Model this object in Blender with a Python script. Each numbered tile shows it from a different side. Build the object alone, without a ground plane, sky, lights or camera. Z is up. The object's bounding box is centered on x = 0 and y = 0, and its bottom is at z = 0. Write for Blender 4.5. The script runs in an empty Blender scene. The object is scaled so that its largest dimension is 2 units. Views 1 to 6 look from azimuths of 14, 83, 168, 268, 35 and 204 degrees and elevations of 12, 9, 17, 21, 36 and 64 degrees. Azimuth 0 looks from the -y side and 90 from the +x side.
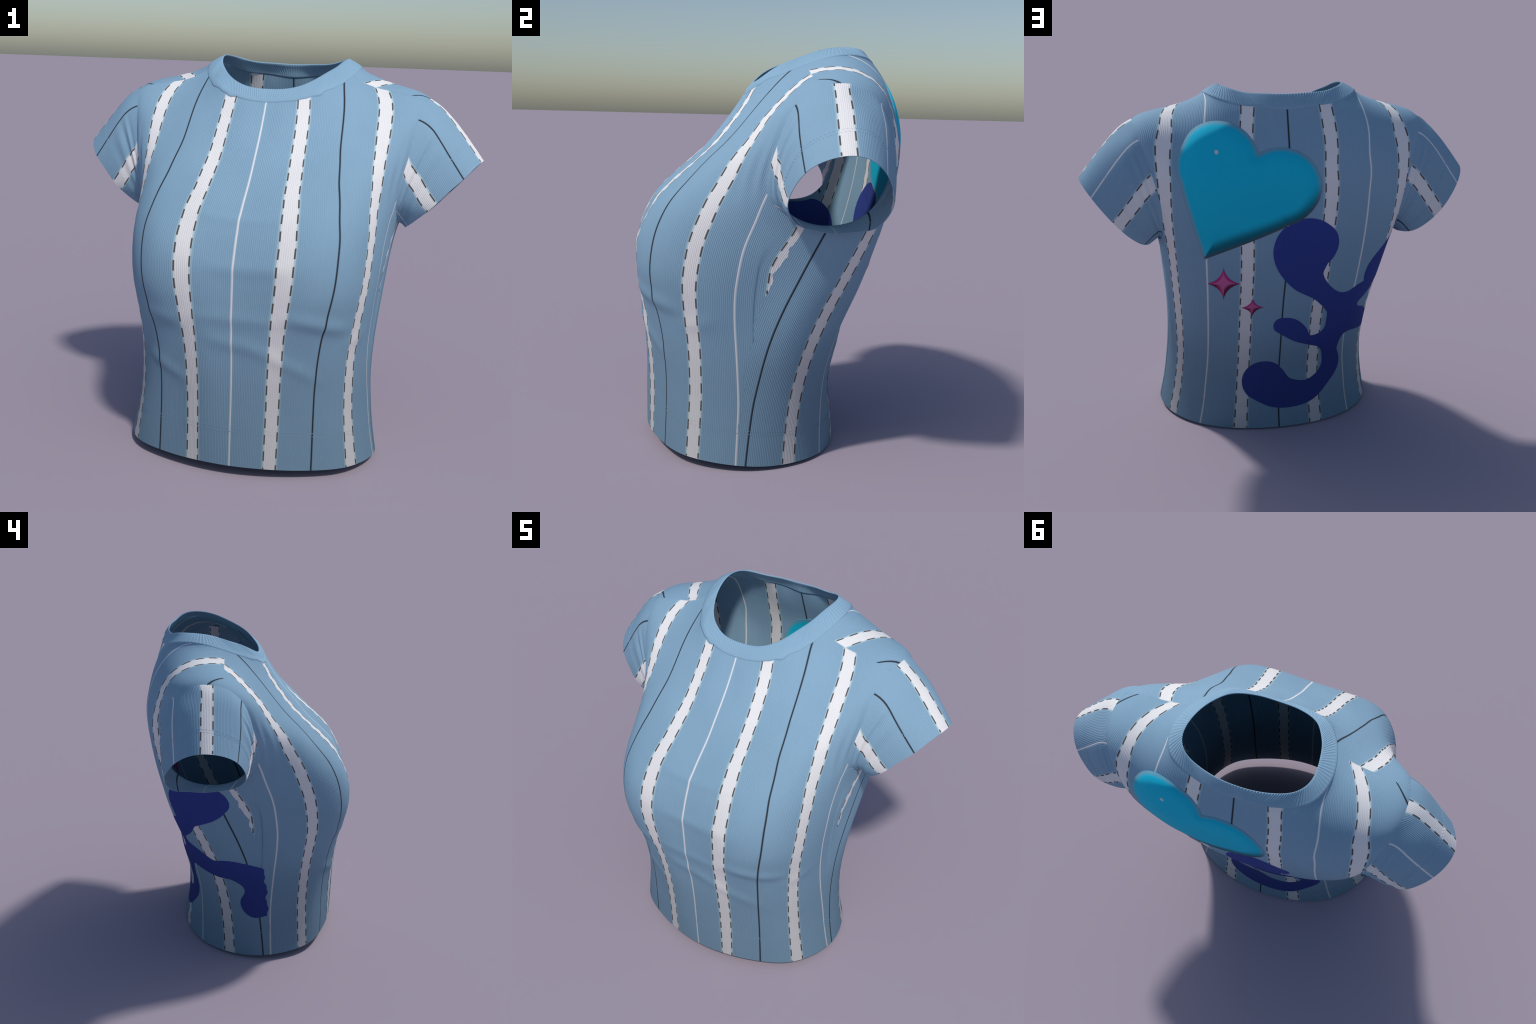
"""A short-sleeved striped T-shirt, modelled like the sewn garment.

The torso is one smooth tube lofted through cross-sections (hem to neckline); the
front and back panels are laid on it in "fabric" coordinates (u across, counted in
stripe spacings; v along, 0 at the hem and 1 at the neckline) and cut at the side
seams, shoulder seams and armholes.  Sleeves are lofted from the armholes to the
cuffs, the collar from the neckline to its rim.  Stripes are faces of the panels with
their own material; ribs, folds, dashed stitching and the prints are geometry.
"""
import bpy
import numpy as np

# ------------------------------------------------------------------ sections
# Cubic B-spline control points of each section.  A torso section is half a ring,
# front middle -> side -> back middle; the other half is its mirror image.
TORSO = []


def torso_section(name, x, y, z):
    TORSO.append(np.array([x, y, z]).T)


torso_section('hem',
    x=[0, 0.122, 0.242, 0.361, 0.491, 0.57, 0.613, 0.6, 0.542, 0.447, 0.3, 0.144, 0],
    y=[-0.542, -0.532, -0.501, -0.457, -0.391, -0.275, -0.141, 0, 0.138, 0.253, 0.334, 0.373, 0.385],
    z=[0.051, 0.051, 0.046, 0.044, 0.042, 0.036, 0.028, 0.015, 0.013, 0.01, 0.005, 0.007, 0.007])
torso_section('low_hip',
    x=[0, 0.127, 0.242, 0.363, 0.482, 0.546, 0.586, 0.579, 0.514, 0.424, 0.289, 0.14, 0],
    y=[-0.542, -0.541, -0.488, -0.454, -0.384, -0.265, -0.132, 0.01, 0.139, 0.251, 0.331, 0.363, 0.352],
    z=[0.194, 0.192, 0.187, 0.18, 0.172, 0.157, 0.143, 0.131, 0.121, 0.116, 0.115, 0.114, 0.111])
torso_section('hip',
    x=[0, 0.128, 0.245, 0.363, 0.467, 0.527, 0.575, 0.562, 0.504, 0.419, 0.278, 0.136, 0],
    y=[-0.54, -0.538, -0.489, -0.453, -0.372, -0.256, -0.124, 0.019, 0.149, 0.261, 0.314, 0.341, 0.359],
    z=[0.336, 0.334, 0.327, 0.315, 0.301, 0.28, 0.263, 0.246, 0.232, 0.226, 0.225, 0.226, 0.225])
torso_section('high_hip',
    x=[0, 0.132, 0.255, 0.371, 0.474, 0.53, 0.56, 0.552, 0.503, 0.41, 0.274, 0.136, 0],
    y=[-0.542, -0.551, -0.504, -0.455, -0.367, -0.249, -0.111, 0.031, 0.16, 0.265, 0.312, 0.341, 0.362],
    z=[0.477, 0.473, 0.465, 0.449, 0.431, 0.408, 0.385, 0.364, 0.348, 0.341, 0.341, 0.344, 0.345])
torso_section('waist',
    x=[0, 0.142, 0.271, 0.396, 0.489, 0.53, 0.555, 0.556, 0.51, 0.409, 0.275, 0.139, 0],
    y=[-0.552, -0.566, -0.517, -0.467, -0.36, -0.233, -0.094, 0.052, 0.186, 0.289, 0.341, 0.391, 0.401],
    z=[0.614, 0.609, 0.6, 0.581, 0.563, 0.54, 0.513, 0.486, 0.468, 0.46, 0.464, 0.472, 0.475])
torso_section('low_rib',
    x=[0, 0.152, 0.299, 0.43, 0.511, 0.557, 0.551, 0.569, 0.518, 0.419, 0.277, 0.14, 0],
    y=[-0.579, -0.584, -0.555, -0.489, -0.361, -0.231, -0.073, 0.088, 0.223, 0.341, 0.363, 0.41, 0.432],
    z=[0.743, 0.74, 0.728, 0.711, 0.697, 0.672, 0.643, 0.615, 0.603, 0.592, 0.613, 0.621, 0.62])
torso_section('rib',
    x=[0, 0.166, 0.341, 0.482, 0.546, 0.573, 0.56, 0.582, 0.54, 0.432, 0.29, 0.143, 0],
    y=[-0.577, -0.589, -0.598, -0.502, -0.355, -0.211, -0.034, 0.139, 0.279, 0.4, 0.447, 0.454, 0.47],
    z=[0.866, 0.866, 0.853, 0.844, 0.833, 0.813, 0.781, 0.753, 0.747, 0.742, 0.759, 0.774, 0.772])
torso_section('under_bust',
    x=[0, 0.18, 0.379, 0.514, 0.568, 0.585, 0.584, 0.588, 0.56, 0.441, 0.293, 0.145, 0],
    y=[-0.571, -0.6, -0.586, -0.46, -0.3, -0.139, 0.035, 0.21, 0.36, 0.458, 0.497, 0.522, 0.523],
    z=[0.974, 0.983, 0.99, 0.984, 0.973, 0.955, 0.927, 0.902, 0.89, 0.9, 0.913, 0.916, 0.917])
torso_section('bust',
    x=[0, 0.19, 0.395, 0.526, 0.58, 0.593, 0.614, 0.605, 0.571, 0.448, 0.293, 0.144, 0],
    y=[-0.543, -0.554, -0.54, -0.395, -0.218, -0.04, 0.13, 0.3, 0.446, 0.517, 0.525, 0.558, 0.562],
    z=[1.07, 1.084, 1.126, 1.12, 1.111, 1.101, 1.082, 1.065, 1.052, 1.06, 1.066, 1.059, 1.057])
torso_section('chest',
    x=[0, 0.184, 0.364, 0.5, 0.575, 0.653, 0.686, 0.678, 0.589, 0.446, 0.303, 0.151, 0],
    y=[-0.501, -0.504, -0.454, -0.334, -0.155, 0.011, 0.198, 0.389, 0.526, 0.548, 0.565, 0.573, 0.578],
    z=[1.162, 1.18, 1.221, 1.248, 1.254, 1.273, 1.275, 1.257, 1.241, 1.225, 1.203, 1.19, 1.187])
torso_section('armpit',
    x=[0, 0.164, 0.319, 0.46, 0.568, 0.693, 0.728, 0.735, 0.578, 0.441, 0.308, 0.157, 0],
    y=[-0.422, -0.433, -0.36, -0.281, -0.135, -0.009, 0.209, 0.445, 0.562, 0.564, 0.594, 0.579, 0.58],
    z=[1.235, 1.269, 1.286, 1.353, 1.385, 1.451, 1.5, 1.487, 1.441, 1.373, 1.326, 1.308, 1.305])
torso_section('mid_armhole',
    x=[0, 0.14, 0.275, 0.396, 0.503, 0.641, 0.826, 0.748, 0.554, 0.446, 0.302, 0.154, 0],
    y=[-0.344, -0.336, -0.299, -0.215, -0.095, -0.019, 0.151, 0.448, 0.496, 0.59, 0.594, 0.59, 0.587],
    z=[1.313, 1.326, 1.374, 1.418, 1.466, 1.577, 1.692, 1.708, 1.573, 1.491, 1.439, 1.416, 1.412])
torso_section('shoulder',
    x=[0, 0.114, 0.224, 0.329, 0.428, 0.529, 0.63, 0.605, 0.518, 0.401, 0.27, 0.139, 0],
    y=[-0.276, -0.264, -0.216, -0.169, -0.086, 0.029, 0.141, 0.344, 0.492, 0.567, 0.578, 0.59, 0.589],
    z=[1.4, 1.405, 1.428, 1.486, 1.542, 1.611, 1.738, 1.755, 1.686, 1.602, 1.541, 1.515, 1.511])
torso_section('upper_chest',
    x=[0, 0.091, 0.18, 0.264, 0.346, 0.429, 0.482, 0.469, 0.411, 0.323, 0.22, 0.114, 0],
    y=[-0.198, -0.201, -0.169, -0.122, -0.068, 0.026, 0.156, 0.312, 0.464, 0.548, 0.559, 0.567, 0.572],
    z=[1.478, 1.492, 1.512, 1.548, 1.604, 1.664, 1.73, 1.796, 1.765, 1.695, 1.632, 1.605, 1.602])
torso_section('yoke',
    x=[0, 0.075, 0.148, 0.22, 0.283, 0.35, 0.398, 0.397, 0.349, 0.262, 0.178, 0.092, 0],
    y=[-0.13, -0.137, -0.11, -0.083, -0.042, 0.034, 0.15, 0.306, 0.452, 0.518, 0.527, 0.534, 0.54],
    z=[1.566, 1.578, 1.589, 1.618, 1.657, 1.703, 1.77, 1.824, 1.812, 1.755, 1.709, 1.688, 1.686])
torso_section('neckline',
    x=[0, 0.063, 0.127, 0.191, 0.246, 0.306, 0.362, 0.397, 0.35, 0.233, 0.152, 0.077, 0],
    y=[-0.074, -0.076, -0.067, -0.05, -0.025, 0.041, 0.161, 0.321, 0.458, 0.484, 0.51, 0.52, 0.508],
    z=[1.664, 1.667, 1.678, 1.693, 1.72, 1.738, 1.792, 1.839, 1.817, 1.782, 1.787, 1.777, 1.767])

SLEEVE = []


def sleeve_section(name, x, y, z):
    SLEEVE.append(np.array([x, y, z]).T)


sleeve_section('cap',
    x=[0.611, 0.598, 0.608, 0.652, 0.686, 0.71, 0.738, 0.756, 0.787, 0.771, 0.752, 0.707, 0.669, 0.646, 0.631, 0.622],
    y=[0.198, 0.322, 0.429, 0.49, 0.499, 0.458, 0.408, 0.32, 0.236, 0.151, 0.069, 0.021, -0.018, -0.02, 0.01, 0.091],
    z=[1.088, 1.102, 1.182, 1.301, 1.422, 1.532, 1.621, 1.65, 1.68, 1.645, 1.601, 1.493, 1.372, 1.265, 1.177, 1.117])
sleeve_section('upper_arm',
    x=[0.613, 0.614, 0.641, 0.687, 0.725, 0.76, 0.796, 0.833, 0.846, 0.825, 0.798, 0.758, 0.718, 0.678, 0.645, 0.626],
    y=[0.231, 0.342, 0.431, 0.477, 0.487, 0.471, 0.421, 0.338, 0.242, 0.138, 0.06, 0.024, 0.01, 0.009, 0.045, 0.125],
    z=[1.092, 1.107, 1.162, 1.255, 1.364, 1.474, 1.564, 1.61, 1.614, 1.577, 1.528, 1.44, 1.336, 1.233, 1.154, 1.108])
sleeve_section('mid_arm',
    x=[0.632, 0.636, 0.672, 0.731, 0.779, 0.823, 0.865, 0.913, 0.921, 0.888, 0.858, 0.806, 0.748, 0.695, 0.659, 0.64],
    y=[0.251, 0.349, 0.429, 0.472, 0.483, 0.462, 0.409, 0.33, 0.234, 0.138, 0.066, 0.028, 0.002, 0.003, 0.064, 0.152],
    z=[1.085, 1.092, 1.128, 1.202, 1.292, 1.383, 1.461, 1.518, 1.525, 1.487, 1.441, 1.364, 1.266, 1.177, 1.124, 1.098])
sleeve_section('cuff',
    x=[0.654, 0.659, 0.701, 0.774, 0.838, 0.896, 0.948, 0.993, 1.004, 0.959, 0.925, 0.856, 0.794, 0.733, 0.673, 0.652],
    y=[0.259, 0.342, 0.414, 0.447, 0.465, 0.437, 0.399, 0.327, 0.236, 0.136, 0.076, 0.045, 0.021, 0.041, 0.086, 0.169],
    z=[1.063, 1.077, 1.087, 1.145, 1.216, 1.281, 1.346, 1.403, 1.421, 1.39, 1.347, 1.286, 1.212, 1.154, 1.098, 1.078])

# collar rim, half of the ring from the front middle to the back middle
RIM = dict(
    x=[0, 0.08, 0.149, 0.212, 0.25, 0.284, 0.302, 0.316, 0.308, 0.26, 0.196, 0.105, 0],
    y=[-0.038, -0.037, -0.016, 0.024, 0.084, 0.151, 0.224, 0.305, 0.383, 0.436, 0.458, 0.483, 0.488],
    z=[1.713, 1.716, 1.733, 1.768, 1.801, 1.825, 1.854, 1.867, 1.867, 1.854, 1.835, 1.835, 1.828])


# ------------------------------------------------------------------ splines
def spline_weights(t, n):
    """Clamped uniform cubic B-spline basis on [0, 1]."""
    kn = np.concatenate([[0] * 3, np.linspace(0, 1, n - 2), [1] * 3])
    t = np.clip(np.atleast_1d(t), 0, 1 - 1e-9)
    b = np.zeros((len(t), len(kn) - 1))
    for i in range(len(kn) - 1):
        b[:, i] = (t >= kn[i]) & (t < kn[i + 1])
    for d in range(1, 4):
        nb = np.zeros((len(t), len(kn) - 1 - d))
        for i in range(len(kn) - 1 - d):
            a, c = kn[i + d] - kn[i], kn[i + d + 1] - kn[i + 1]
            if a > 0:
                nb[:, i] += (t - kn[i]) / a * b[:, i]
            if c > 0:
                nb[:, i] += (kn[i + d + 1] - t) / c * b[:, i + 1]
        b = nb
    return b


def loop_eval(net_rows, x):
    """Periodic cubic along the second axis: net_rows (n, m, 3) or (m, 3), x in columns."""
    i = np.floor(x).astype(int)
    f = x - i
    w = ((1 - f) ** 3 / 6, (3 * f ** 3 - 6 * f ** 2 + 4) / 6, (-3 * f ** 3 + 3 * f ** 2 + 3 * f + 1) / 6, f ** 3 / 6)
    m = net_rows.shape[-2]
    out, r = 0, np.arange(len(x))
    for k in range(4):
        j = (i - 1 + k) % m
        out = out + w[k][:, None] * (net_rows[r, j] if net_rows.ndim == 3 else net_rows[j])
    return out


def whole_ring(half):
    mirror = half[-2:0:-1] * [-1, 1, 1]
    return np.concatenate([half, mirror])


TORSO_NET = np.array([whole_ring(h) for h in TORSO])
RIM_NET = whole_ring(np.array([RIM["x"], RIM["y"], RIM["z"]]).T)


def torso(s, v):
    """s: 0 front middle, 1 side (+x), 2 back middle, -1 side (-x)."""
    s, v = np.broadcast_arrays(np.asarray(s, float).ravel(), np.asarray(v, float).ravel())
    rows, cols, _ = TORSO_NET.shape
    net = (spline_weights(v, rows) @ TORSO_NET.reshape(rows, -1)).reshape(len(v), cols, 3)
    return loop_eval(net, s * cols / 4)


def rim(s):
    return loop_eval(RIM_NET, s * len(RIM_NET) / 4)


def smooth_table(xs, ys):
    g = np.linspace(-0.1, 1.1, 961)
    y = np.interp(g, xs, ys)
    k = np.exp(-np.linspace(-2, 2, 81) ** 2)
    y = np.convolve(np.pad(y, 40, mode="edge"), k / k.sum(), mode="valid")
    return lambda v: np.interp(v, g, y)


# stripe spacings between the middle line and the side / shoulder seam
SEAM_V = [-.1, 0, .04, .094, .166, .27, .35, .42, .47, .5, .58, .7, .81, 1, 1.1]
front_half_width = smooth_table(SEAM_V, [3.95, 4.03, 4.05, 4.07, 4.16, 4.34, 4.49, 4.66, 4.85, 4.95, 5.05, 4.65, 3.85, 2.2, 1.35])
back_half_width = smooth_table(SEAM_V, [4.16, 4.19, 4.22, 4.25, 4.32, 4.39, 4.45, 4.48, 4.46, 4.44, 4.4, 4.35, 4.2, 2.45, 1.55])

# armhole seam: sleeve fabric coordinate u -> place on the torso (s, v)
SLEEVE_HALF = 3.83
ARM = np.array([(-3.83, 1.04, .54), (-3.6, 1.1, .54), (-3.3, 1.2, .547), (-3, 1.255, .565), (-2.7, 1.288, .605),
                (-2.45, 1.288, .638), (-2.155, 1.268, .668), (-1.845, 1.245, .695), (-1.4, 1.215, .724), (-1, 1.18, .75),
                (-.65, 1.14, .768), (-.3, 1.10, .782), (0, 1.058, .79), (.5, .98, .795), (1, .897, .769), (1.45, .855, .733),
                (1.845, .822, .69), (2.155, .797, .66), (2.4, .785, .632), (2.6, .787, .605), (2.85, .815, .585),
                (3.1, .86, .57), (3.35, .92, .555), (3.6, .98, .545)])


def armhole(u):
    u = (np.asarray(u, float) + SLEEVE_HALF) % (2 * SLEEVE_HALF) - SLEEVE_HALF
    t = np.concatenate([ARM[:, 0] - 2 * SLEEVE_HALF, ARM[:, 0], ARM[:, 0] + 2 * SLEEVE_HALF])
    out = []
    for k in (1, 2):
        y = np.tile(ARM[:, k], 3)
        out.append(sum(w * np.interp(u + d, t, y) for d, w in ((-.2, 1), (-.1, 2), (0, 2), (.1, 2), (.2, 1))) / 8)
    return out


SX, SV = 1.05, 1.8          # metres per unit of s and of v, roughly
_as, _av = armhole(np.linspace(-SLEEVE_HALF, SLEEVE_HALF, 361)[:-1])
ARM_LOOP = np.stack([_as * SX, _av * SV], -1)


def armhole_distance(s, v):
    """Rough metres outside the armhole seam (negative inside), s folded to 0..2."""
    p = np.stack([s * SX, v * SV], -1)
    d = np.full(len(p), .25)
    near = np.where((np.abs(p[:, 0] - SX) < .55) & (p[:, 1] > .7) & (p[:, 1] < 1.7))[0]
    a, b = ARM_LOOP, np.roll(ARM_LOOP, -1, 0)
    for part in np.array_split(near, max(1, len(near) // 15000)):
        q = p[part][:, None]
        e = (b - a)[None]
        h = np.clip(((q - a) * e).sum(-1) / (e ** 2).sum(-1), 0, 1)
        dist = np.linalg.norm(q - a - h[..., None] * e, axis=-1).min(1)
        x, y = q[..., 0], q[..., 1]
        cross = ((a[:, 1] > y) != (b[:, 1] > y)) & (x < (b[:, 0] - a[:, 0]) * (y - a[:, 1]) / (b[:, 1] - a[:, 1] + 1e-12) + a[:, 0])
        d[part] = np.where(cross.sum(1) % 2 == 1, -dist, dist)
    return d


# sleeve net: first section follows the armhole
_f = np.linspace(-1, 1, 241)[:-1]
SLEEVE_COLS = len(SLEEVE[0])


def loop_matrix(x, m):
    return loop_eval(np.eye(m), x)


ARM_3D = torso(*armhole(_f * SLEEVE_HALF))
SLEEVE_NET = np.array([np.linalg.lstsq(loop_matrix((_f + 1) / 2 * SLEEVE_COLS, SLEEVE_COLS), ARM_3D, rcond=None)[0]] + SLEEVE)


def sleeve(u, t):
    u, t = np.broadcast_arrays(np.asarray(u, float).ravel(), np.asarray(t, float).ravel())
    x = (u / SLEEVE_HALF + 1) / 2 * SLEEVE_COLS
    rows = len(SLEEVE_NET)
    net = (spline_weights(t, rows) @ SLEEVE_NET.reshape(rows, -1)).reshape(len(t), SLEEVE_COLS, 3)
    p = loop_eval(net, x)
    fix = torso(*armhole(u)) - loop_eval(SLEEVE_NET[0], x)
    return p + fix * ((1 - t) ** 4)[:, None]


# ------------------------------------------------------------------ folds and ribs
RIB_PITCH, RIB_HEIGHT = .04, .0006


def ribs(u):
    return RIB_HEIGHT * np.cos(2 * np.pi * u / RIB_PITCH)


def gauss(x):
    return np.exp(-x * x)


# soft creases of the front: (u0, v0, u1, v1, height m, width in v)
FRONT_FOLDS = [(-.9, .618, .95, .612, .0042, .02), (-.4, .455, 1.05, .462, .0045, .024), (-2.4, .325, -1.1, .295, .0038, .022),
               (-.9, .312, 1.0, .312, .003, .018), (-.5, .25, .5, .234, .0045, .02), (.5, .234, 1.95, .170, .0042, .02),
               (1.2, .330, 2.6, .311, .0068, .02), (-2.2, .185, -1.2, .134, .004, .018), (2.7, .268, 3.5, .294, .003, .018)]


def front_folds(u, v, d):
    h = 0 * u
    for u0, v0, u1, v1, a, w in FRONT_FOLDS:
        k = (u - u0) / (u1 - u0)
        end = 1 / (1 + np.exp(-k * 10)) / (1 + np.exp((k - 1) * 10))
        line = v0 + (v1 - v0) * k
        h += 1.45 * a * end * gauss((v - line) / w)
    win = gauss((v - .645) / .075)
    h += .0048 * win * (1 - gauss(d / .015)) * np.exp(-np.maximum(d, 0) / .07) * np.cos(2 * np.pi * (d - .03) / .062)
    return h


def back_folds(u, v, d):
    return .0015 * (1 - gauss(d / .015)) * gauss((v - .68) / .08) * np.exp(-np.maximum(d, 0) / .05) * np.cos(2 * np.pi * (d - .03) / .06)


def sleeve_folds(u, t):
    front = np.clip((u - .95) / .5, 0, 1) * np.clip((3.2 - u) / .6, 0, 1)
    back = np.clip((-u - 1.0) / .5, 0, 1) * np.clip((3.2 + u) / .6, 0, 1)
    h = 0 * u
    for c, w, a in ((.17, .05, -.003), (.25, .05, .0035), (.36, .06, -.0045), (.52, .08, .003), (.68, .08, -.002)):
        h += a * front * gauss((t - c + .05 * (u - 2)) / w)
    for c, w, a in ((.15, .05, -.003), (.23, .05, .003), (.33, .06, -.0035), (.48, .08, .002)):
        h += a * back * gauss((t - c - .03 * (u + 2)) / w)
    return h * np.clip(t / .08, 0, 1)


# ------------------------------------------------------------------ fabric pieces
class Fabric:
    """A surface in fabric coordinates with its cut edges, relief and thickness."""
    thick = .003

    def point(self, u, v):
        raise NotImplementedError

    def cut(self, u, v):
        """Positive inside the piece, roughly in metres."""
        return np.ones(len(u))

    def relief(self, u, v):
        return ribs(u)

    def frame(self, u, v):
        e = 2e-3
        p = self.point(u, v)
        du = self.point(u + e, v) - self.point(u - e, v)
        va, vb = np.clip(v - e, 0, 1), np.clip(v + e, 0, 1)
        dv = (self.point(u, vb) - self.point(u, va))
        n = np.cross(du, dv) * self.side
        n /= np.linalg.norm(n, axis=1, keepdims=True) + 1e-12
        return p, n


def seam_wander(v):
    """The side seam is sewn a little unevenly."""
    return .006 * (np.sin(97 * v) + .6 * np.sin(211 * v + 1) + .5 * np.sin(47 * v + 2)) * np.clip((.54 - v) / .05, 0, 1)


class Front(Fabric):
    side = 1

    def eased(self, u, v):
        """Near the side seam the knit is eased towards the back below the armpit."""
        k, m = np.clip((np.abs(u) - 4.3) / .4, 0, 1), np.clip((.54 - v) / .11, 0, 1)
        return u - np.sign(u) * .24 * k * k * (3 - 2 * k) * m * m * (3 - 2 * m)

    def s(self, u, v):
        return self.eased(u, v) / front_half_width(v)

    def point(self, u, v):
        return torso(self.s(u, v), v)

    def cut(self, u, v):
        return np.minimum((front_half_width(v) * (1 + seam_wander(v)) - np.abs(self.eased(u, v))) * .2 + .001, armhole_distance(np.abs(self.s(u, v)), v) + .004)

    def relief(self, u, v):
        return ribs(u) + front_folds(u, v, armhole_distance(np.abs(self.s(u, v)), v))


class Back(Fabric):
    side = -1

    def s(self, u, v):
        return 2 - u / back_half_width(v)

    def point(self, u, v):
        return torso(self.s(u, v), v)

    def cut(self, u, v):
        return np.minimum((back_half_width(v) * (1 - seam_wander(v)) - np.abs(u)) * .2 + .001, armhole_distance(2 - np.abs(u) / back_half_width(v), v) + .004)

    def relief(self, u, v):
        return ribs(u) + back_folds(u, v, armhole_distance(2 - np.abs(u) / back_half_width(v), v))


class Sleeve(Fabric):
    side = 1

    def point(self, u, v):
        return sleeve(u, v)

    def relief(self, u, v):
        return ribs(u) + sleeve_folds(u, v)


def cut_grid(us, vs, f):
    """Grid cells where f >= 0, cells on the border clipped: (u, v) points, faces, column of each face."""
    nu, nv = len(us), len(vs)
    U, V = np.meshgrid(us, vs, indexing="ij")
    F = f(U.ravel(), V.ravel()).reshape(nu, nv)
    inside = F >= 0
    count = inside[:-1, :-1].astype(int) + inside[1:, :-1] + inside[1:, 1:] + inside[:-1, 1:]
    ident = np.arange(nu * nv).reshape(nu, nv)
    full = count == 4
    quads = np.stack([ident[:-1, :-1][full], ident[1:, :-1][full], ident[1:, 1:][full], ident[:-1, 1:][full]], -1)
    quad_col = np.nonzero(full)[0]
    extra_u, extra_v, made, polys, poly_col = [], [], {}, [], []

    def crossing(a, b):
        key = (min(a, b), max(a, b))
        if key not in made:
            fa, fb = F.flat[key[0]], F.flat[key[1]]
            k = fa / (fa - fb)
            extra_u.append(U.flat[key[0]] * (1 - k) + U.flat[key[1]] * k)
            extra_v.append(V.flat[key[0]] * (1 - k) + V.flat[key[1]] * k)
            made[key] = nu * nv + len(extra_u) - 1
        return made[key]

    for i, j in zip(*np.nonzero((count > 0) & (count < 4))):
        ring = (ident[i, j], ident[i + 1, j], ident[i + 1, j + 1], ident[i, j + 1])
        poly = []
        for a, b in zip(ring, ring[1:] + ring[:1]):
            if F.flat[a] >= 0:
                poly.append(int(a))
            if (F.flat[a] >= 0) != (F.flat[b] >= 0):
                poly.append(crossing(int(a), int(b)))
        if len(poly) >= 3:
            polys.append(poly)
            poly_col.append(i)
    allu, allv = np.concatenate([U.ravel(), extra_u]), np.concatenate([V.ravel(), extra_v])
    faces = quads.tolist() + polys
    cols = np.concatenate([quad_col, np.array(poly_col, int)]).astype(int)
    used = np.unique(np.concatenate([quads.ravel()] + [np.array(sum(polys, []), int)]))
    new = np.full(len(allu), -1)
    new[used] = np.arange(len(used))
    faces = [[int(new[k]) for k in fc] for fc in faces]
    return allu[used], allv[used], faces, cols


def shell(outer, inner, faces, mats, flip):
    """Outer and inner layer joined round the border."""
    n = len(outer)
    edges = {}
    for fc in faces:
        for a, b in zip(fc, fc[1:] + fc[:1]):
            if (b, a) in edges:
                del edges[(b, a)]
            else:
                edges[(a, b)] = True
    verts = [outer, inner]
    polys = [fc[::-1] for fc in faces] if flip else [list(fc) for fc in faces]
    polys += [[k + n for k in fc] for fc in faces] if flip else [[k + n for k in fc[::-1]] for fc in faces]
    border = list(edges)
    ids = sorted({k for e in border for k in e})
    at = {k: i for i, k in enumerate(ids)}
    verts += [outer[ids], inner[ids]]
    m = len(ids)
    for a, b in border:
        q = [2 * n + at[b], 2 * n + at[a], 2 * n + m + at[a], 2 * n + m + at[b]]
        polys.append(q[::-1] if flip else q)
    return np.concatenate(verts), polys, list(mats) * 2 + [0] * len(border)


def mesh_object(name, verts, faces, materials, mats=None, parent=None, smooth=True):
    me = bpy.data.meshes.new(name)
    me.from_pydata(np.asarray(verts).tolist(), [], faces)
    for m in materials:
        me.materials.append(m)
    if mats is not None:
        me.polygons.foreach_set("material_index", np.asarray(mats, np.int32))
    me.polygons.foreach_set("use_smooth", np.full(len(me.polygons), smooth))
    me.update()
    ob = bpy.data.objects.new(name, me)
    bpy.context.scene.collection.objects.link(ob)
    ob.parent = parent
    return ob


# ------------------------------------------------------------------ materials
BAKED_SHADE = ((0, .53), (.2, .55), (.45, .61), (.62, .78), (.9, .83), (1.2, .89), (1.5, 1), (1.9, 1))


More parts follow.
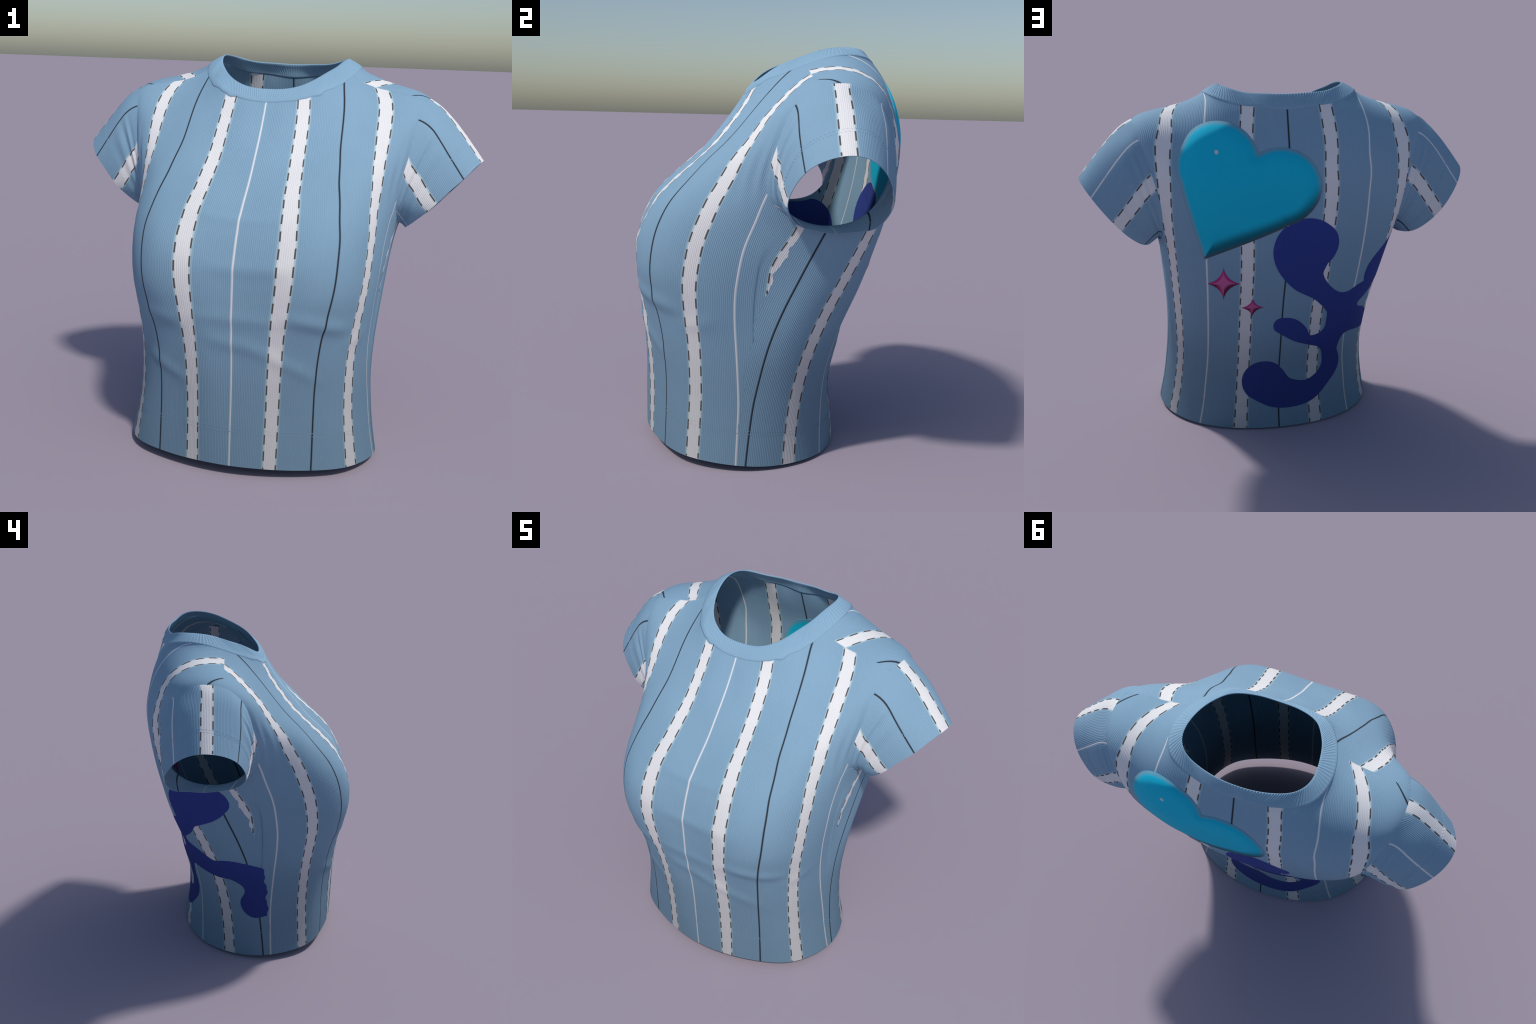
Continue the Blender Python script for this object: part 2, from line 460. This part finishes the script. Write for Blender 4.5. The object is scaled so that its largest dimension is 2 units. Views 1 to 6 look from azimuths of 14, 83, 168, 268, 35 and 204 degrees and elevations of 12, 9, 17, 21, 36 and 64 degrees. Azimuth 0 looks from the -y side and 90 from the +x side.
def cloth(name, colour, mottling=.05, rough=.85, weave=260):
    m = bpy.data.materials.new(name)
    m.use_nodes = True
    nt = m.node_tree
    nd, lk = nt.nodes, nt.links
    bsdf = nd["Principled BSDF"]
    bsdf.inputs["Roughness"].default_value = rough
    bsdf.inputs["Specular IOR Level"].default_value = .25
    tc = nd.new("ShaderNodeTexCoord")
    fine, broad = nd.new("ShaderNodeTexNoise"), nd.new("ShaderNodeTexNoise")
    fine.inputs["Scale"].default_value = weave
    fine.inputs["Detail"].default_value = 3
    broad.inputs["Scale"].default_value = 3.5
    broad.inputs["Detail"].default_value = 4
    for n in (fine, broad):
        lk.new(tc.outputs["Object"], n.inputs["Vector"])
    mix = nd.new("ShaderNodeMath")
    mix.operation = "ADD"
    lk.new(fine.outputs["Fac"], mix.inputs[0])
    lk.new(broad.outputs["Fac"], mix.inputs[1])
    ramp = nd.new("ShaderNodeMapRange")
    ramp.inputs["From Min"].default_value, ramp.inputs["From Max"].default_value = .6, 1.4
    ramp.inputs["To Min"].default_value, ramp.inputs["To Max"].default_value = 1 - mottling, 1 + mottling
    lk.new(mix.outputs[0], ramp.inputs["Value"])
    tint = nd.new("ShaderNodeMix")
    tint.data_type, tint.blend_type = "RGBA", "MULTIPLY"
    tint.inputs["Factor"].default_value = 1
    tint.inputs["A"].default_value = (*colour, 1)
    lk.new(ramp.outputs["Result"], tint.inputs["B"])
    # the dye bakes shading into the colours, darker towards the hem
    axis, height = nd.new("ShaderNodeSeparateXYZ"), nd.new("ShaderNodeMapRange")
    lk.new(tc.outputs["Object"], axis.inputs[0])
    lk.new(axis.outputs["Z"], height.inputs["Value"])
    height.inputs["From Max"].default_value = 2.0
    shade_ramp = nd.new("ShaderNodeValToRGB")
    shade_ramp.color_ramp.interpolation = "B_SPLINE"
    stops = shade_ramp.color_ramp.elements
    while len(stops) < len(BAKED_SHADE):
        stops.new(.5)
    for st, (h, g) in zip(stops, BAKED_SHADE):
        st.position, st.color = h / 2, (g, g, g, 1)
    lk.new(height.outputs["Result"], shade_ramp.inputs["Fac"])
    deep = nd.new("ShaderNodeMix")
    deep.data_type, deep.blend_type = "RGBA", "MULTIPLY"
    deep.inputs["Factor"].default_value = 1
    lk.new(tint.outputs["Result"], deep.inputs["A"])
    lk.new(shade_ramp.outputs["Color"], deep.inputs["B"])
    lk.new(deep.outputs["Result"], bsdf.inputs["Base Color"])
    bump = nd.new("ShaderNodeBump")
    bump.inputs["Strength"].default_value, bump.inputs["Distance"].default_value = .12, .001
    lk.new(fine.outputs["Fac"], bump.inputs["Height"])
    lk.new(bump.outputs["Normal"], bsdf.inputs["Normal"])
    return m


def paint_rim_shadow(m):
    """Darkens the print colour where the pillow rim turns down: a painted shadow."""
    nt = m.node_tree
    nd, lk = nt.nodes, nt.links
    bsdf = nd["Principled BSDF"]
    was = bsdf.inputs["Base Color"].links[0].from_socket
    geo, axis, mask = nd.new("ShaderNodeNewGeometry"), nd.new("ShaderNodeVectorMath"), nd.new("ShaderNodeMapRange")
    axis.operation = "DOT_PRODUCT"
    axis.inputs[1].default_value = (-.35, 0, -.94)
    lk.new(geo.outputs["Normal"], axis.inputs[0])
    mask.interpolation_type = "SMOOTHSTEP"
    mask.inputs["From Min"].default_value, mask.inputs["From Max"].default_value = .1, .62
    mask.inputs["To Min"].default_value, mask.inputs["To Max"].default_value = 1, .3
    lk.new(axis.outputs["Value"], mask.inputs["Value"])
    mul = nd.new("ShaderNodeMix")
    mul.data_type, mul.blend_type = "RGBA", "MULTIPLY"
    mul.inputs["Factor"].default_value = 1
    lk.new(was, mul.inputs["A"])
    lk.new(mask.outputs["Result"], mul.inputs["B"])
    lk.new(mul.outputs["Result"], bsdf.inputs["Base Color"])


def lerp(a, b, k):
    return tuple(x * (1 - k) + y * k for x, y in zip(a, b))


BLUE, WHITE, CYAN, BLACK = (.25, .415, .56), (.84, .84, .85), (.50, .66, .70), (.022, .026, .034)
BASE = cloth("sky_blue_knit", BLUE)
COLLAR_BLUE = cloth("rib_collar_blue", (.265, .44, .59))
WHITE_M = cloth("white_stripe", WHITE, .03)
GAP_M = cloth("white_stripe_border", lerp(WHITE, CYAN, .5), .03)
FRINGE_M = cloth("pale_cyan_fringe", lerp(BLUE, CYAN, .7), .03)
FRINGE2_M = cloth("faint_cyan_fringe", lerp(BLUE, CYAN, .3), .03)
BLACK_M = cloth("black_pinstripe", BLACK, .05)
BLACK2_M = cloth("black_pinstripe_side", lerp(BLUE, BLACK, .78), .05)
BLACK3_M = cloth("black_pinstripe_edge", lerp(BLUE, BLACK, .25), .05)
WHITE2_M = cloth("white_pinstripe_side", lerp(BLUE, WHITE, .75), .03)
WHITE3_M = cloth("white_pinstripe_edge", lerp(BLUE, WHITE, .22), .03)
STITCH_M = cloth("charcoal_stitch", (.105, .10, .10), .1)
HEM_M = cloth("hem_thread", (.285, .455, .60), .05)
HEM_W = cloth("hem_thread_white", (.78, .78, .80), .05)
TEAL = (.006, .56, .79)
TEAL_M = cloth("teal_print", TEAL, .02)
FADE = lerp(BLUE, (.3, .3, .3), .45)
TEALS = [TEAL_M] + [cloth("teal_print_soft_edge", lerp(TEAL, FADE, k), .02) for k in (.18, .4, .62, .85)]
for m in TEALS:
    paint_rim_shadow(m)
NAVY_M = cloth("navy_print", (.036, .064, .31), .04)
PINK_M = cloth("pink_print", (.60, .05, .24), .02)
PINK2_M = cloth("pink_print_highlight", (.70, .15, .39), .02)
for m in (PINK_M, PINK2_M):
    paint_rim_shadow(m)
GLINT_M = cloth("painted_highlight", (.6, .72, .76), .02)
PANEL_MATS = [BASE, WHITE_M, GAP_M, FRINGE_M, FRINGE2_M, BLACK_M, BLACK2_M, BLACK3_M, WHITE_M, WHITE2_M, WHITE3_M]


def column_material(u, kind_of):
    """Material index for the middle of a column: stripes sit at whole numbers of u."""
    k = int(np.floor(u + .5))
    d, kind = abs(u - k), kind_of(k)
    if kind == "wide":
        return 1 if d < .14 else 2 if d < .165 else 3 if d < .185 else 4 if d < .205 else 0
    first = 5 if kind == "black" else 8
    return first if d < .01 else first + 1 if d < .02 else first + 2 if d < .03 else 0


def front_kind(k):
    return "wide" if k % 2 else "white" if k % 4 == 0 else "black"


def back_kind(k):
    return "wide" if k % 2 else "black" if k % 4 == 0 else "white"


def sleeve_kind(k):
    return "wide" if k % 2 == 0 else "black" if k % 4 == 1 else "white"


# ------------------------------------------------------------------ build the pieces
shirt = bpy.data.objects.new("striped_t_shirt", None)
bpy.context.scene.collection.objects.link(shirt)
shirt["label"] = "light blue ribbed t-shirt with stripes and heart print"
shirt["category"] = "t-shirt"


def make_panel(name, fab, half, kind, rows):
    us = np.round(np.arange(-half, half + .005, .01), 3)
    vs = np.linspace(0, 1, rows)
    u, v, faces, cols = cut_grid(us, vs, fab.cut)
    p, n = fab.frame(u, v)
    outer = p + n * fab.relief(u, v)[:, None]
    inner = outer - n * fab.thick
    table = [column_material((us[i] + us[i + 1]) / 2, kind) for i in range(len(us) - 1)]
    verts, polys, mats = shell(outer, inner, faces, [table[c] for c in cols], fab.side < 0)
    return mesh_object(name, verts, polys, PANEL_MATS, mats, shirt)


def mirrored(ob, name):
    me = ob.data.copy()
    me.name = name
    co = np.empty(len(me.vertices) * 3, np.float32)
    me.vertices.foreach_get("co", co)
    co[::3] *= -1
    me.vertices.foreach_set("co", co)
    me.flip_normals()
    me.update()
    twin = bpy.data.objects.new(name, me)
    bpy.context.scene.collection.objects.link(twin)
    return twin


front, back, arm = Front(), Back(), Sleeve()
front_ob = make_panel("front_panel", front, 5.3, front_kind, 150)
back_ob = make_panel("back_panel", back, 4.6, back_kind, 150)
sleeve_ob = make_panel("sleeve", arm, SLEEVE_HALF, sleeve_kind, 56)
sleeve_twin = mirrored(sleeve_ob, "sleeve.001")
sleeve_twin.parent = shirt


# ------------------------------------------------------------------ stitching
def stitches(fab, paths, half_u, half_v, lift):
    """Short flat threads that pass through the cloth; each path is an (n, 2) run of fabric coordinates."""
    verts, faces, n0 = [], [], 0
    for path in paths:
        u, v = path[:, 0], path[:, 1]
        n = len(u)
        L, R = (u - half_u, v - half_v), (u + half_u, v + half_v)
        pts = []
        for a, b in (L, R):
            p, nn = fab.frame(a, np.clip(b, 0, 1))
            h = (fab.relief(u, v) - ribs(u))[:, None]
            pts.append((p + nn * (h + lift), p + nn * (h - fab.thick - lift)))
        verts += [pts[0][0], pts[1][0], pts[1][1], pts[0][1]]
        for i in range(n - 1):
            for k in range(4):
                a, b = n0 + k * n + i, n0 + ((k + 1) % 4) * n + i
                faces.append([a, b, b + 1, a + 1])
        faces.append([n0 + k * n for k in (3, 2, 1, 0)])
        faces.append([n0 + k * n + n - 1 for k in (0, 1, 2, 3)])
        n0 += 4 * n
    return np.concatenate(verts), faces


def dashes(fab, lines, period=.0785, on=.58, segs=6):
    paths = []
    v = np.linspace(0, 1, 500)
    for u0, phase in lines:
        p = fab.point(np.full(500, u0), v)
        run = np.concatenate([[0], np.cumsum(np.linalg.norm(np.diff(p, axis=0), axis=1))])
        for k in range(-1, int(run[-1] / period) + 2):
            a = (k + phase) * period
            s = np.linspace(a, a + on * period, segs + 1)
            s = s[(s >= 0) & (s <= run[-1])]
            if len(s) < 2:
                continue
            w = np.interp(s, run, v)
            ok = fab.cut(np.full(len(w), u0), w) > .002
            if ok.sum() >= 2:
                paths.append(np.stack([np.full(ok.sum(), u0), w[ok]], -1))
    return paths


def stitch_object(name, fab, paths, hu, hv, lift, mat, parent):
    verts, faces = stitches(fab, paths, hu, hv, lift)
    ob = mesh_object(name, verts, faces, [mat], None, parent, False)
    ob["kind"] = "stuff"
    return ob


EDGE = .153
rng = np.random.default_rng(4)


def edge_lines(ks):
    return [(k + sg * EDGE, .45 + .25 * (sg > 0) + .1 * rng.random()) for k in ks for sg in (-1, 1)]


stitch_object("running_stitch", front, dashes(front, edge_lines((-5, -3, -1, 1, 3, 5))), .0155, 0, .0009, STITCH_M, front_ob)
stitch_object("running_stitch", back, dashes(back, edge_lines((-3, -1, 1, 3))), .0155, 0, .0009, STITCH_M, back_ob)
arm_stitch = stitch_object("running_stitch", arm, dashes(arm, edge_lines((-2, 0, 2))), .0155, 0, .0009, STITCH_M, sleeve_ob)
twin = mirrored(arm_stitch, "running_stitch")
twin.parent, twin["kind"] = sleeve_twin, "stuff"


def hem_rows(fab, half, rows, length=.05, pitch=.085):
    paths = []
    for row, v in enumerate(rows):
        for u in np.arange(-half, half, pitch):
            u = u + row * pitch / 2
            path = np.array([[u, v], [u + length / 2, v], [u + length, v]])
            if (fab.cut(path[:, 0], path[:, 1]) > .002).all():
                paths.append(path)
    return paths


def split_white(paths, kind):
    blue, white = [], []
    for p in paths:
        k = np.round(p[1, 0])
        (white if kind(int(k)) == "wide" and abs(p[1, 0] - k) < .14 else blue).append(p)
    return blue, white


for fab, ob, half, kind, rows, hv in ((front, front_ob, 4.2, front_kind, (.0385, .0435), .00055), (back, back_ob, 4.2, back_kind, (.0385, .0435), .00055),
                                      (arm, sleeve_ob, SLEEVE_HALF - .06, sleeve_kind, (.795, .822), .003)):
    for paths, mat in zip(split_white(hem_rows(fab, half, rows), kind), (HEM_M, HEM_W)):
        st = stitch_object("hem_stitch", fab, paths, 0, hv, .0009, mat, ob)
        if fab is arm:
            tw = mirrored(st, "hem_stitch")
            tw.parent, tw["kind"] = sleeve_twin, "stuff"


# ------------------------------------------------------------------ collar
def build_collar():
    n_rib, per = 168, 8
    s = np.linspace(-2, 2, n_rib * per + 1)[:-1]
    ang = 2 * np.pi * np.arange(len(s)) / per
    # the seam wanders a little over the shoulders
    wander = .003 + .0025 * gauss((np.abs(s) - .6) / .22) * (1 + np.sin(s * 23) * .6 + np.sin(s * 41 + 1) * .4)
    low = torso(s, 1 - wander)
    base, top = torso(s, np.ones(len(s)) - 1e-6), rim(s)
    e = 2e-3
    along = torso(s + e, np.ones(len(s))) - torso(s - e, np.ones(len(s)))
    up = top - base
    nrm = np.cross(along, up)
    nrm /= np.linalg.norm(nrm, axis=1, keepdims=True)
    tn = np.cross(torso(s + e, .985 + 0 * s) - torso(s - e, .985 + 0 * s), torso(s, .99 + 0 * s) - torso(s, .97 + 0 * s))
    tn /= np.linalg.norm(tn, axis=1, keepdims=True)
    rows, thick = [], .005
    rough = 1 + .35 * np.sin(s * 57) * np.sin(s * 31 + 2)
    wave = np.cos(ang)
    strength = .0011 * rough * (.55 + .45 * np.clip(np.abs(s) - .4, 0, 1))
    for k in np.linspace(0, 1, 9):
        r = np.where(k > 0, strength * min(1, k * 4), 0) * wave
        rows.append(base + up * k + nrm * (.0012 + .002 * np.sin(np.pi * k) + r)[:, None])
    rows[0] = base + (tn + nrm) * .001
    out = [low + tn * .0004, (low + base) / 2 + tn * .0009] + rows
    edge = top + nrm * (-.001 + .0006 * wave)[:, None] + up / np.linalg.norm(up, axis=1, keepdims=True) * (.0022 + .0007 * wave)[:, None]
    inn = [base + up * k + nrm * (-thick + .004 * np.sin(np.pi * k) - .6 * strength * wave * np.sin(np.pi * k))[:, None] for k in np.linspace(.97, 0, 6)]
    inn.append(low - tn * (.0045))
    layers = out + [edge] + inn
    n, m = len(s), len(layers)
    faces = [[r * n + i, r * n + (i + 1) % n, (r + 1) % m * n + (i + 1) % n, (r + 1) % m * n + i] for r in range(m) for i in range(n)]
    return mesh_object("collar", np.concatenate(layers), faces, [COLLAR_BLUE], None, shirt)


collar_ob = build_collar()


# ------------------------------------------------------------------ prints on the back
# drawn in panel coordinates: gx = 0.2 u (metres across the cloth), gz = height
def limb(x, z, a, b, ra, rb):
    """Distance to a tapering rounded limb from a to b."""
    ax, az, bx, bz = *a, *b
    h = np.clip(((x - ax) * (bx - ax) + (z - az) * (bz - az)) / ((bx - ax) ** 2 + (bz - az) ** 2), 0, 1)
    return np.hypot(x - ax - h * (bx - ax), z - az - h * (bz - az)) - (ra + h * (rb - ra))


def cone(x, z, c, r, tip):
    """Distance to the hull of a disc and a point."""
    d = np.array(tip) - np.array(c)
    L = np.hypot(*d)
    ex, ez = d / L
    px, pz = (x - c[0]) * ex + (z - c[1]) * ez, np.abs((x - c[0]) * -ez + (z - c[1]) * ex)
    sin = r / L
    cos = np.sqrt(1 - sin * sin)
    flank = px * sin + pz * cos - r
    on = px * cos - pz * sin
    disc = np.hypot(px, pz) - r
    return np.where(on < 0, disc, np.where(on > L * cos, np.hypot(px - L, pz), flank))


def smooth_min(a, b, k):
    h = np.clip(.5 + .5 * (b - a) / k, 0, 1)
    return b * (1 - h) + a * h - k * h * (1 - h)


HEART_LOBES = (((.338, 1.512), .203), ((.045, 1.392), .196))
HEART_TIP = (.412, 1.030)


def heart(x, z):
    return smooth_min(*(cone(x, z, c, r, HEART_TIP) for c, r in HEART_LOBES), .012)


def heart_outline():
    pts = []
    for c, r in HEART_LOBES:
        a = np.linspace(0, 2 * np.pi, 300)
        pts.append(np.stack([c[0] + r * np.cos(a), c[1] + r * np.sin(a)], -1))
        d = np.array(HEART_TIP) - c
        L = np.hypot(*d)
        base, half = np.arctan2(d[1], d[0]), np.arccos(r / L)
        for sg in (-1, 1):
            q = np.array(c) + r * np.array([np.cos(base + sg * half), np.sin(base + sg * half)])
            k = np.linspace(0, 1, 160)[:, None]
            pts.append(q * (1 - k) + np.array(HEART_TIP) * k)
    pts = np.concatenate(pts)
    return pts[heart(pts[:, 0], pts[:, 1]) > -.004]


def heart_depth(x, z):
    """Distance in from the outline of the whole heart."""
    rim_pts, inside = heart_outline(), heart(x, z) < 0
    p, d = np.stack([x, z], -1), np.zeros(len(x))
    for part in np.array_split(np.where(inside)[0], 40):
        d[part] = np.sqrt(((p[part][:, None] - rim_pts[None]) ** 2).sum(-1).min(1))
    return d


# the splash: strokes of (x, z, radius) that melt into each other
SPLASH = [[(-0.134, 1.080, 0.132), (-0.084, 1.062, 0.158), (-0.108, 0.916, 0.094), (-0.217, 0.798, 0.054), (-0.349, 0.685, 0.073)],
          [(-0.346, 0.710, 0.053), (-0.446, 0.768, 0.059), (-0.513, 0.800, 0.049), (-0.555, 0.900, 0.097), (-0.681, 0.976, 0.120), (-0.761, 1.001, 0.091)],
          [(-0.360, 0.606, 0.085), (-0.484, 0.584, 0.075), (-0.599, 0.543, 0.055), (-0.724, 0.539, 0.068), (-0.899, 0.451, 0.102)],
          [(-0.777, 0.326, 0.075), (-0.903, 0.411, 0.125)],
          [(-0.362, 0.615, 0.073), (-0.320, 0.502, 0.058), (-0.305, 0.417, 0.050), (-0.314, 0.332, 0.056), (-0.255, 0.249, 0.049), (-0.152, 0.190, 0.065), (-0.011, 0.204, 0.093), (0.083, 0.276, 0.121)],
          [(-0.283, 0.495, 0.055), (-0.166, 0.509, 0.028), (-0.102, 0.560, 0.051), (-0.049, 0.600, 0.057), (0.000, 0.619, 0.046)]]



def flowing(stroke, per=7):
    """Catmull-Rom through the stroke's (x, z, radius) points."""
    p = np.array(stroke, float)
    p = np.concatenate([2 * p[:1] - p[1:2], p, 2 * p[-1:] - p[-2:-1]])
    out = []
    for i in range(1, len(p) - 2):
        for t in np.linspace(0, 1, per, endpoint=False):
            out.append(.5 * (2 * p[i] + (p[i + 1] - p[i - 1]) * t + (2 * p[i - 1] - 5 * p[i] + 4 * p[i + 1] - p[i + 2]) * t ** 2
                             + (3 * p[i] - p[i - 1] - 3 * p[i + 1] + p[i + 2]) * t ** 3))
    return out + [p[-2]]


def splash(x, z):
    out = np.full(len(x), 9.)
    for stroke in SPLASH:
        part = np.full(len(x), 9.)
        pts = flowing(stroke)
        for a, b in zip(pts, pts[1:]):
            part = np.minimum(part, limb(x, z, a[:2], b[:2], a[2], b[2]))
        out = smooth_min(out, part, .05)
    return out


def sparkle(cx, cz, w, h, power=.6):
    def f(x, z):
        k = (np.abs(x - cx) / w) ** power + (np.abs(z - cz) / h) ** power
        return (1 - k) * min(w, h) * .5
    return f


def panel_xz(u, v):
    return u * .2, back.point(u, v)[:, 2]


def make_print(name, shape, box, du, rows, mat, lift, ribbed, dome=None, bands=(), depth_shape=None):
    """A printed shape: a thin slab through the back panel; dome(depth) gives its padded relief."""
    u0, u1, v0, v1 = box
    us, vs = np.arange(u0, u1 + du / 2, du), np.linspace(v0, v1, rows)
    cut = lambda u, v: np.minimum(shape(*panel_xz(u, v)), back.cut(u, v) + .0005)
    u, v, faces, cols = cut_grid(us, vs, cut)
    p, n = back.frame(u, v)
    r = back.relief(u, v) - (0 if ribbed else 1) * ribs(u)
    outer = p + n * (r + lift)[:, None]
    inner = p + n * (r - back.thick - lift)[:, None]
    layers = [0] * len(faces)
    if bands:
        deep = (depth_shape or shape)(*panel_xz(u, v))
        for i, fc in enumerate(faces):
            m = np.mean([deep[k] for k in fc])
            layers[i] = sum(m < b for b in bands)
    verts, polys, mats = shell(outer, inner, faces, layers, True)
    mat = mat if isinstance(mat, list) else [mat]
    ob = mesh_object(name, verts, polys, mat, mats, back_ob)
    if dome:
        # soft padded look: low real relief, with the normals of a fuller pillow
        k = len(outer)
        depth = np.maximum((depth_shape or shape)(*panel_xz(u, v)), 0)
        me = ob.data
        full = verts.copy()
        full[:k] += n * dome(depth)[:, None]
        me.vertices.foreach_set("co", full.ravel().astype(np.float32))
        me.update()
        nn = np.array([x.vector for x in me.vertex_normals])
        full[:k] = outer + n * (dome(depth) * .08)[:, None]
        me.vertices.foreach_set("co", full.ravel().astype(np.float32))
        me.update()
        me.normals_split_custom_set_from_vertices(nn.tolist())
    return ob


def pillow(height, width):
    def h(d):
        k = 1 - np.minimum(d / width, 1)
        return height * (1 - k ** 2.2)
    return h


make_print("splash_print", lambda x, z: -splash(x, z), (-4.6, 1.3, 0, .75), .01, 230, NAVY_M, .0015, True)
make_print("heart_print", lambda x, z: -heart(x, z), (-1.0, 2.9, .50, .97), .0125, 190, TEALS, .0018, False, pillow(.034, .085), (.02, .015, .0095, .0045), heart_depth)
make_print("star_print", sparkle(.318, .888, .092, .098), (1.05, 2.1, .36, .55), .01, 110, [PINK2_M, PINK_M], .0017, False, pillow(.016, .022), (.009,))
make_print("star_print", sparkle(.165, .737, .065, .060), (.45, 1.2, .31, .44), .008, 90, [PINK2_M, PINK_M], .0017, False, pillow(.011, .015), (.006,))
make_print("heart_painted_glint", lambda x, z: .0105 - np.hypot((x - .345), (z - 1.575)), (1.55, 1.9, .80, .92), .01, 40, GLINT_M, .0062, False)  # small pale disc modelled for the gloss spot on the heart
